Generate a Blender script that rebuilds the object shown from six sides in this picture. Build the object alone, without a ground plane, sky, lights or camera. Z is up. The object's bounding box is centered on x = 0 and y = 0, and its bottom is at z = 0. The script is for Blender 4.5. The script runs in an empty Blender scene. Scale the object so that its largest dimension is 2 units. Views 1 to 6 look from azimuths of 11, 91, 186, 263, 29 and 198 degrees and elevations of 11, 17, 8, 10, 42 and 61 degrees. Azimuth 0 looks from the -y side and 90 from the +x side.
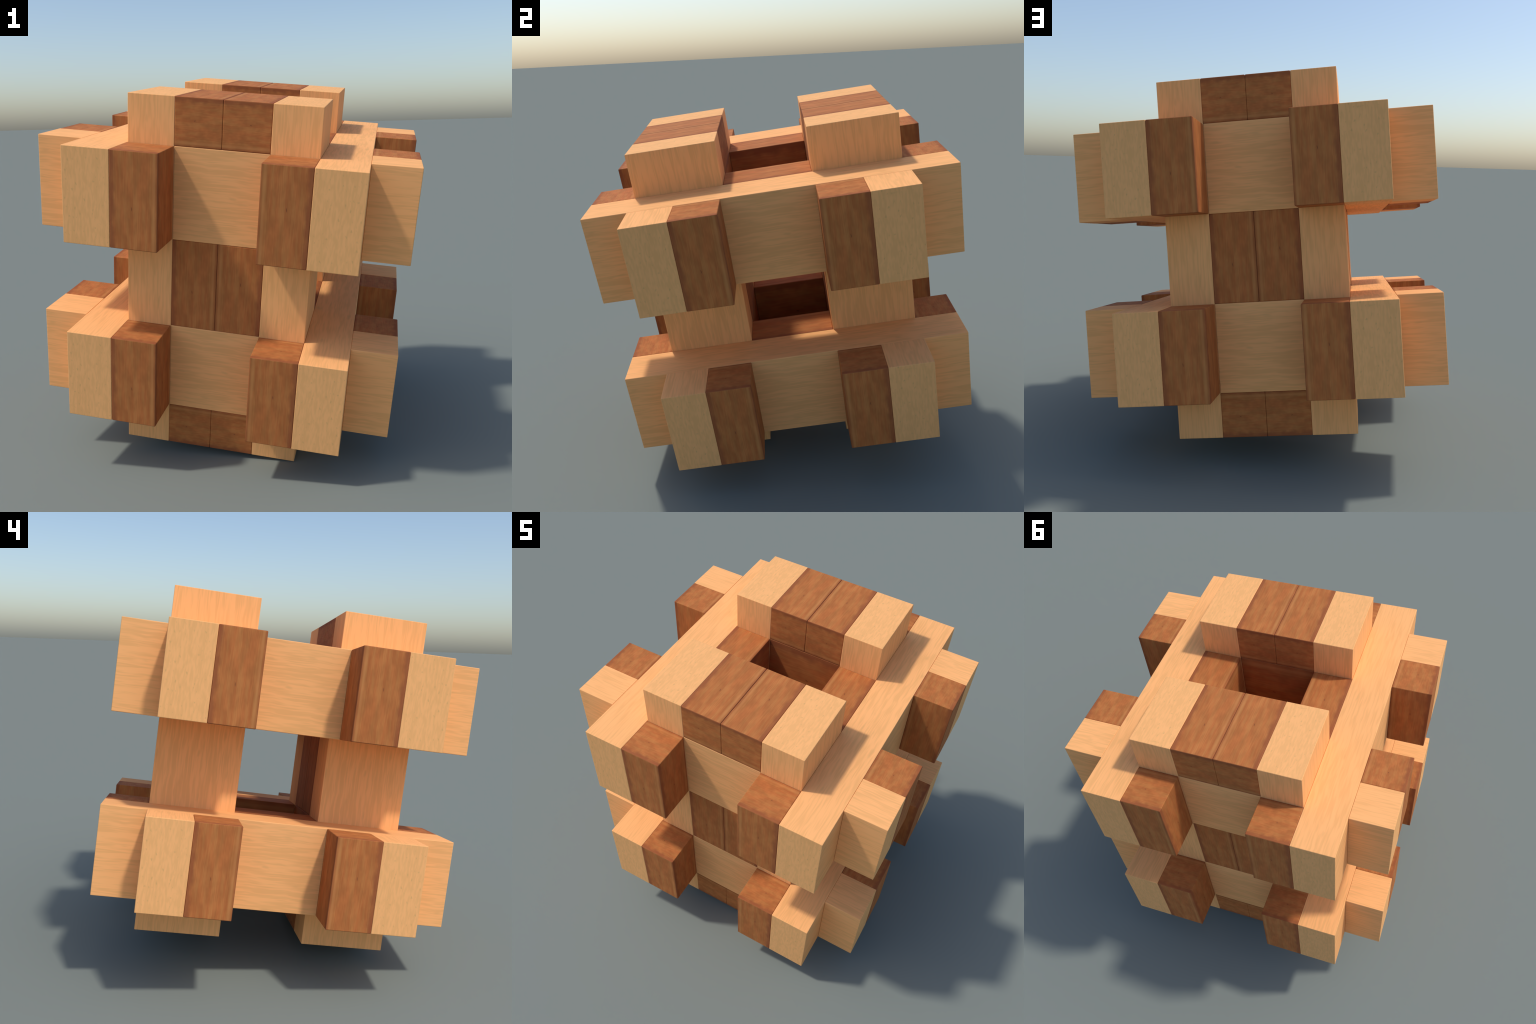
"""Interlocking wooden burr puzzle: twelve double bars (pale half + dark half)
crossing in three directions, leaning slightly.  Everything is laid out on a
lattice of unit U in the puzzle's own frame (a, b, c) and the whole is tilted."""
import bpy, bmesh, math
from mathutils import Matrix, Vector

# ---------------------------------------------------------------- pose and size
TILT = Vector((0.10661, 0.10386, -0.00603))          # rotation vector of the lean
POSE = Matrix.Rotation(TILT.length, 3, TILT.normalized())
# half height of the lattice in units; the object is 2 m high, standing on z = 0
HALF = max(sum(abs(POSE[2][i]) * q[i] for i in range(3)) for q in ((2, 3, 4), (3, 4, 3), (4, 3, 3)))
U = 1.0 / (HALF - 0.0035)
GAP = 0.0002                                          # clearance left round each piece

# ---------------------------------------------------------------- node helpers
class Tree:
    def __init__(self, name):
        self.mat = bpy.data.materials.new(name)
        self.mat.use_nodes = True
        self.t = self.mat.node_tree
        self.bsdf = self.t.nodes["Principled BSDF"]
        self.obj = self.t.nodes.new("ShaderNodeTexCoord").outputs["Object"]

    def put(self, socket, value):
        if isinstance(value, bpy.types.NodeSocket):
            self.t.links.new(value, socket)
        else:
            socket.default_value = value

    def math(self, op, a, b=0.0, c=0.0, clamp=False):
        n = self.t.nodes.new("ShaderNodeMath")
        n.operation, n.use_clamp = op, clamp
        for s, v in zip(n.inputs, (a, b, c)):
            self.put(s, v)
        return n.outputs[0]

    def xyz(self, x, y, z):
        n = self.t.nodes.new("ShaderNodeCombineXYZ")
        for s, v in zip(n.inputs, (x, y, z)):
            self.put(s, v)
        return n.outputs[0]

    def split(self, v):
        n = self.t.nodes.new("ShaderNodeSeparateXYZ")
        self.put(n.inputs[0], v)
        return n.outputs

    def noise(self, vec, scale, detail=2.0, rough=0.5, distortion=0.0):
        n = self.t.nodes.new("ShaderNodeTexNoise")
        self.put(n.inputs["Vector"], vec)
        n.inputs["Scale"].default_value = scale
        n.inputs["Detail"].default_value = detail
        n.inputs["Roughness"].default_value = rough
        n.inputs["Distortion"].default_value = distortion
        return n.outputs["Fac"]

    def span(self, x, lo, hi, smooth=True):
        """0 below lo, 1 above hi (either order)."""
        n = self.t.nodes.new("ShaderNodeMapRange")
        n.interpolation_type = "SMOOTHSTEP" if smooth else "LINEAR"
        self.put(n.inputs["Value"], x)
        if lo <= hi:
            v = (lo, hi, 0.0, 1.0)
        else:
            v = (hi, lo, 1.0, 0.0)
        for k, name in enumerate(("From Min", "From Max", "To Min", "To Max")):
            n.inputs[name].default_value = v[k]
        return n.outputs["Result"]

    def ramp(self, fac, stops):
        n = self.t.nodes.new("ShaderNodeValToRGB")
        self.put(n.inputs[0], fac)
        e = n.color_ramp.elements
        while len(e) < len(stops):
            e.new(0.5)
        for el, (p, c) in zip(e, stops):
            el.position, el.color = p, (*c, 1)
        return n.outputs[0]

    def mix(self, fac, a, b, mode="MIX"):
        n = self.t.nodes.new("ShaderNodeMix")
        n.data_type, n.blend_type = "RGBA", mode
        self.put(n.inputs[0], fac)
        for s, v in ((n.inputs[6], a), (n.inputs[7], b)):
            self.put(s, (*v, 1) if isinstance(v, tuple) else v)
        return n.outputs[2]

    def finish(self, colour, roughness, height=None, depth=0.0):
        self.put(self.bsdf.inputs["Base Color"], colour)
        self.put(self.bsdf.inputs["Roughness"], roughness)
        self.bsdf.inputs["Specular IOR Level"].default_value = 0.12
        if height is not None:
            b = self.t.nodes.new("ShaderNodeBump")
            b.inputs["Strength"].default_value = 0.25
            b.inputs["Distance"].default_value = depth
            self.put(b.inputs["Height"], height)
            self.put(self.bsdf.inputs["Normal"], b.outputs[0])
        return self.mat


# ---------------------------------------------------------------- woods
PALE_A = (0.990, 0.480, 0.184)      # honey
PALE_B = (0.880, 0.433, 0.161)      # olive streak
PALE_C = (0.520, 0.310, 0.115)      # pore
DARK_A = (0.462, 0.147, 0.044)      # red brown
DARK_B = (0.462, 0.176, 0.053)      # olive brown
DARK_C = (0.270, 0.078, 0.032)      # stained edge
DARK_D = (0.120, 0.040, 0.022)      # fleck


def pale_side():
    """Long faces: flame-like streaks running along the bar (local z)."""
    m = Tree("pale_wood_long_grain")
    x, y, z = m.split(m.obj)
    q = m.xyz(m.math("DIVIDE", x, U), m.math("DIVIDE", y, U), m.math("DIVIDE", z, U))
    X, Y, Z = m.split(q)
    wander = m.math("MULTIPLY", m.math("SUBTRACT", m.noise(m.xyz(X, Y, m.math("MULTIPLY", Z, 1.3)), 1.7, 1.0), 0.5), 0.05)
    X2, Y2 = m.math("ADD", X, wander), m.math("ADD", Y, wander)
    fine = m.noise(m.xyz(X2, Y2, m.math("MULTIPLY", Z, 0.035)), 30.0, 1.0, 0.5)
    flame = m.noise(m.xyz(X2, Y2, m.math("MULTIPLY", Z, 0.08)), 19.0, 1.0, 0.5)
    broad = m.noise(m.xyz(X2, Y2, m.math("MULTIPLY", Z, 0.10)), 4.5, 1.0, 0.5)
    smudge = m.noise(m.xyz(X2, Y2, m.math("MULTIPLY", Z, 0.30)), 6.5, 1.5, 0.5)
    v = m.math("ADD", m.math("MULTIPLY", fine, 0.35), m.math("MULTIPLY", flame, 0.65))
    v = m.math("ADD", v, m.math("MULTIPLY", m.math("SUBTRACT", broad, 0.5), 0.22))
    col = m.mix(m.span(v, 0.40, 0.62), PALE_A, PALE_B)
    col = m.mix(m.math("MULTIPLY", m.span(smudge, 0.66, 0.80), 0.24), col, PALE_C)
    return m.finish(col, 0.75, fine, 0.0005)


def pale_end():
    """Bar ends: short pores, grain across the wide way (local y)."""
    m = Tree("pale_wood_end_grain")
    x, y, z = m.split(m.obj)
    X, Y, Z = (m.math("DIVIDE", s, U) for s in (x, y, z))
    lean = m.math("ADD", X, m.math("MULTIPLY", m.math("SUBTRACT", m.noise(m.xyz(X, Y, Z), 2.5, 1.0), 0.5), 0.05))
    fleck = m.noise(m.xyz(lean, m.math("MULTIPLY", Y, 0.22), Z), 22.0, 1.5, 0.5)
    band = m.noise(m.xyz(lean, m.math("MULTIPLY", Y, 0.06), Z), 11.0, 1.0, 0.5)
    slant = m.math("SUBTRACT", X, m.math("MULTIPLY", Y, 0.12))
    pore = m.noise(m.xyz(slant, m.math("MULTIPLY", Y, 0.50), Z), 21.0, 0.5, 0.5)
    v = m.math("ADD", m.math("MULTIPLY", fleck, 0.65), m.math("MULTIPLY", band, 0.35))
    col = m.mix(m.span(v, 0.38, 0.61), PALE_A, PALE_B)
    col = m.mix(0.25, col, (0.82, 0.445, 0.175))
    col = m.mix(m.math("MULTIPLY", m.span(pore, 0.66, 0.80), 0.38), col, PALE_C)
    return m.finish(col, 0.75, fleck, 0.0005)


def dark_face(name, along, across, length, width, turn=1):
    """One face of a dark block.  `along` is the axis of the grain, `across` the
    axis over it; the stained edge lies on the + side of `across`."""
    m = Tree("dark_wood_" + name)
    axes = m.split(m.obj)
    s = m.math("DIVIDE", axes[along], length * turn)             # -0.5 .. 0.5
    t = m.math("DIVIDE", axes[across], width)
    off = m.math("MULTIPLY", axes[3 - along - across], 0.0)
    warp = m.math("MULTIPLY", m.math("SUBTRACT", m.noise(m.xyz(m.math("MULTIPLY", s, 2.2), t, off), 1.6, 1.0), 0.5), 0.05)
    t2 = m.math("ADD", t, warp)
    thread = m.noise(m.xyz(m.math("MULTIPLY", s, 0.06), t2, off), 46.0, 2.0, 0.6)
    streak = m.noise(m.xyz(m.math("MULTIPLY", s, 0.20), t2, off), 9.5, 1.5, 0.5)
    cloud = m.noise(m.xyz(m.math("MULTIPLY", s, 1.1), m.math("MULTIPLY", t2, 1.4), off), 3.4, 2.5, 0.6)
    v = m.math("ADD", m.math("MULTIPLY", streak, 0.75), m.math("MULTIPLY", thread, 0.35))
    col = m.mix(m.span(v, 0.40, 0.70), DARK_A, DARK_B)
    shade = m.math("ADD", m.math("MULTIPLY", m.span(cloud, 0.30, 0.72), 0.26), 0.87)
    shade = m.math("MULTIPLY", shade, m.math("ADD", m.math("MULTIPLY", thread, 0.36), 0.82))
    col = m.mix(1.0, col, m.xyz(shade, shade, shade), "MULTIPLY")
    # pale thread near the inner edge, then a browner rim
    rim = m.math("MULTIPLY", m.span(t, -0.465, -0.43), m.span(t, -0.375, -0.41))
    col = m.mix(m.math("MULTIPLY", rim, 0.38), col, (0.56, 0.25, 0.085))
    col = m.mix(m.math("MULTIPLY", m.span(t, -0.42, -0.50), 0.45), col, DARK_C)
    # stained edge on the + side, ragged along the grain
    rag = m.math("MULTIPLY", m.math("SUBTRACT", m.noise(m.xyz(m.math("MULTIPLY", s, 1.0), m.math("MULTIPLY", t, 0.6), off), 5.0, 3.0), 0.5), 0.26)
    edge = m.span(m.math("ADD", t2, rag), 0.35, 0.45)
    col = m.mix(m.math("MULTIPLY", edge, 0.66), col, DARK_C)
    # one short dark fleck beside the middle of every face
    fs, ft = m.math("SUBTRACT", s, 0.075), m.math("SUBTRACT", t, 0.035)
    ft = m.math("ADD", ft, m.math("MULTIPLY", fs, 0.22))
    r = m.math("SQRT", m.math("ADD", m.math("POWER", m.math("DIVIDE", fs, 0.030), 2.0), m.math("POWER", m.math("DIVIDE", ft, 0.012), 2.0)))
    col = m.mix(m.math("MULTIPLY", m.span(r, 1.0, 0.25), 0.7), col, DARK_D)
    return m.finish(col, 0.75, thread, 0.0004)


# ---------------------------------------------------------------- meshes
def add_box(bm, lo, hi, bevel, pick):
    """Rounded box from lo to hi; pick(normal) gives each face's material slot."""
    part = bmesh.new()
    bmesh.ops.create_cube(part, size=1.0)
    for v in part.verts:
        v.co = Vector(((lo[i] + hi[i]) / 2 + v.co[i] * (hi[i] - lo[i])) for i in range(3))
    if bevel:
        bmesh.ops.bevel(part, geom=part.edges[:], offset=bevel, segments=3, profile=0.5, affect="EDGES")
    part.normal_update()
    for f in part.faces:
        f.material_index = pick(f.normal)
        f.smooth = True
    me = bpy.data.meshes.new("temporary")
    part.to_mesh(me)
    part.free()
    bm.from_mesh(me)
    bpy.data.meshes.remove(me)


def finish_mesh(bm, name, mats):
    me = bpy.data.meshes.new(name)
    bm.to_mesh(me)
    bm.free()
    for m in mats:
        me.materials.append(m)
    # flat faces stay flat, the rounding carries the shading
    areas = [p.area for p in me.polygons]
    for p in me.polygons:
        p.use_smooth = True
    big = max(areas) * 0.02
    corner = {}
    for p in me.polygons:
        if p.area > big:
            for v in p.vertices:
                corner[v] = p.normal.copy()
    me.normals_split_custom_set_from_vertices([corner.get(v.index, v.normal.copy()) for v in me.vertices])
    return me


def block(lo, hi, bevel, name, mats, pick):
    bm = bmesh.new()
    add_box(bm, [l * U + GAP for l in lo], [h * U - GAP for h in hi], bevel, pick)
    return finish_mesh(bm, name, mats)


long_grain, end_grain = pale_side(), pale_end()
pale_pick = lambda n: 1 if abs(n.z) > 0.75 else 0

# pale bar, frame: x thickness (1 U), y width (2 U), z length (8 U)
BEVEL_PALE, BEVEL_DARK = 0.0032, 0.0045
bm = bmesh.new()
add_box(bm, [-0.5 * U + GAP, -U + GAP, -4 * U + GAP], [0.5 * U - GAP, U - GAP, 4 * U - GAP], BEVEL_PALE, pale_pick)
straight_bar = finish_mesh(bm, "pale_bar", [long_grain, end_grain])

# the same bar notched: full section in the middle and at the tips, tenons between
bm = bmesh.new()
for z0, z1 in ((-4, -3), (-1, 1), (3, 4)):
    add_box(bm, [-0.5 * U + GAP, -U + GAP, z0 * U + GAP], [0.5 * U - GAP, U - GAP, z1 * U - GAP], BEVEL_PALE, pale_pick)
for z0, z1 in ((-3.3, -0.7), (0.7, 3.3)):
    add_box(bm, [-0.3 * U, -0.6 * U, z0 * U], [0.3 * U, 0.6 * U, z1 * U], 0, pale_pick)
notched_bar = finish_mesh(bm, "pale_notched_bar", [long_grain, end_grain])

# dark end block, frame: x towards the pale half, y width (2 U), z outward
end_mats = [dark_face("tip", 1, 0, 2 * U, U), dark_face("cheek", 1, 2, 2 * U, U), dark_face("edge", 0, 2, U, U)]
def end_pick(n):
    a = [abs(n.x), abs(n.y), abs(n.z)]
    return {2: 0, 0: 1, 1: 2}[a.index(max(a))]
dark_end = block((-0.5, -1, -0.5), (0.5, 1, 0.5), BEVEL_DARK, "dark_end_block", end_mats, end_pick)

# dark core block between the crossings: grain along the bar
core_mats = [dark_face("core_narrow", 2, 0, 2 * U, U, 1), dark_face("core_wide", 2, 1, 2 * U, 2 * U),
             dark_face("core_narrow_turned", 2, 0, 2 * U, U, -1)]
def core_pick(n):
    return 1 if abs(n.x) > max(abs(n.y), abs(n.z)) else 2 if n.y > 0 else 0
dark_core = block((-0.5, -1, -1), (0.5, 1, 1), BEVEL_DARK, "dark_core_block", core_mats, core_pick)

# ---------------------------------------------------------------- assembly
root = bpy.data.objects.new("burr_puzzle", None)
root["label"] = "interlocking wooden burr puzzle of pale and dark bars"
root["category"] = "wooden puzzle"
root.empty_display_size = 0.2
bpy.context.scene.collection.objects.link(root)
CENTRE = Vector((0, 0, 1.0))
root.location = (0, 0, 0)


def place(me, name, centre, thick, length):
    """Put a piece: `centre` in lattice units, `thick` its outward thickness
    direction, `length` its long (or outward) direction."""
    T, L = Vector(thick), Vector(length)
    W = L.cross(T)
    rot = POSE @ Matrix((T, W, L)).transposed()
    o = bpy.data.objects.new(name, me)
    o.matrix_world = Matrix.Translation(CENTRE + POSE @ (Vector(centre) * U)) @ rot.to_4x4()
    o.parent = root
    bpy.context.scene.collection.objects.link(o)
    return o


def double_bar(axis, side, outward, centre_pale, pale_mesh):
    """Pale bar with its dark partner: two end blocks and a core block."""
    L = Vector([1.0 if i == axis else 0.0 for i in range(3)])
    T = Vector(outward)
    place(pale_mesh, "pale_bar", centre_pale, T, L)
    inner = Vector(centre_pale) - T
    place(dark_core, "dark_core_block", inner, T, L)
    for sgn in (1, -1):
        place(dark_end, "dark_end_block", inner + L * (3.5 * sgn), T, L * sgn)


for s in (1, -1):
    for r in (1, -1):
        # uprights: pairs standing side by side at front and back
        double_bar(2, s, (s, 0, 0), (1.5 * s, 2 * r, 0), straight_bar)
        # bars running front to back, upper and lower, left and right
        double_bar(1, s, (s, 0, 0), (2.5 * s, 0, 2 * r), straight_bar)
        # bars running left to right, upper and lower, front and back
        double_bar(0, s, (0, s, 0), (0, 2.5 * s, 2 * r), notched_bar)
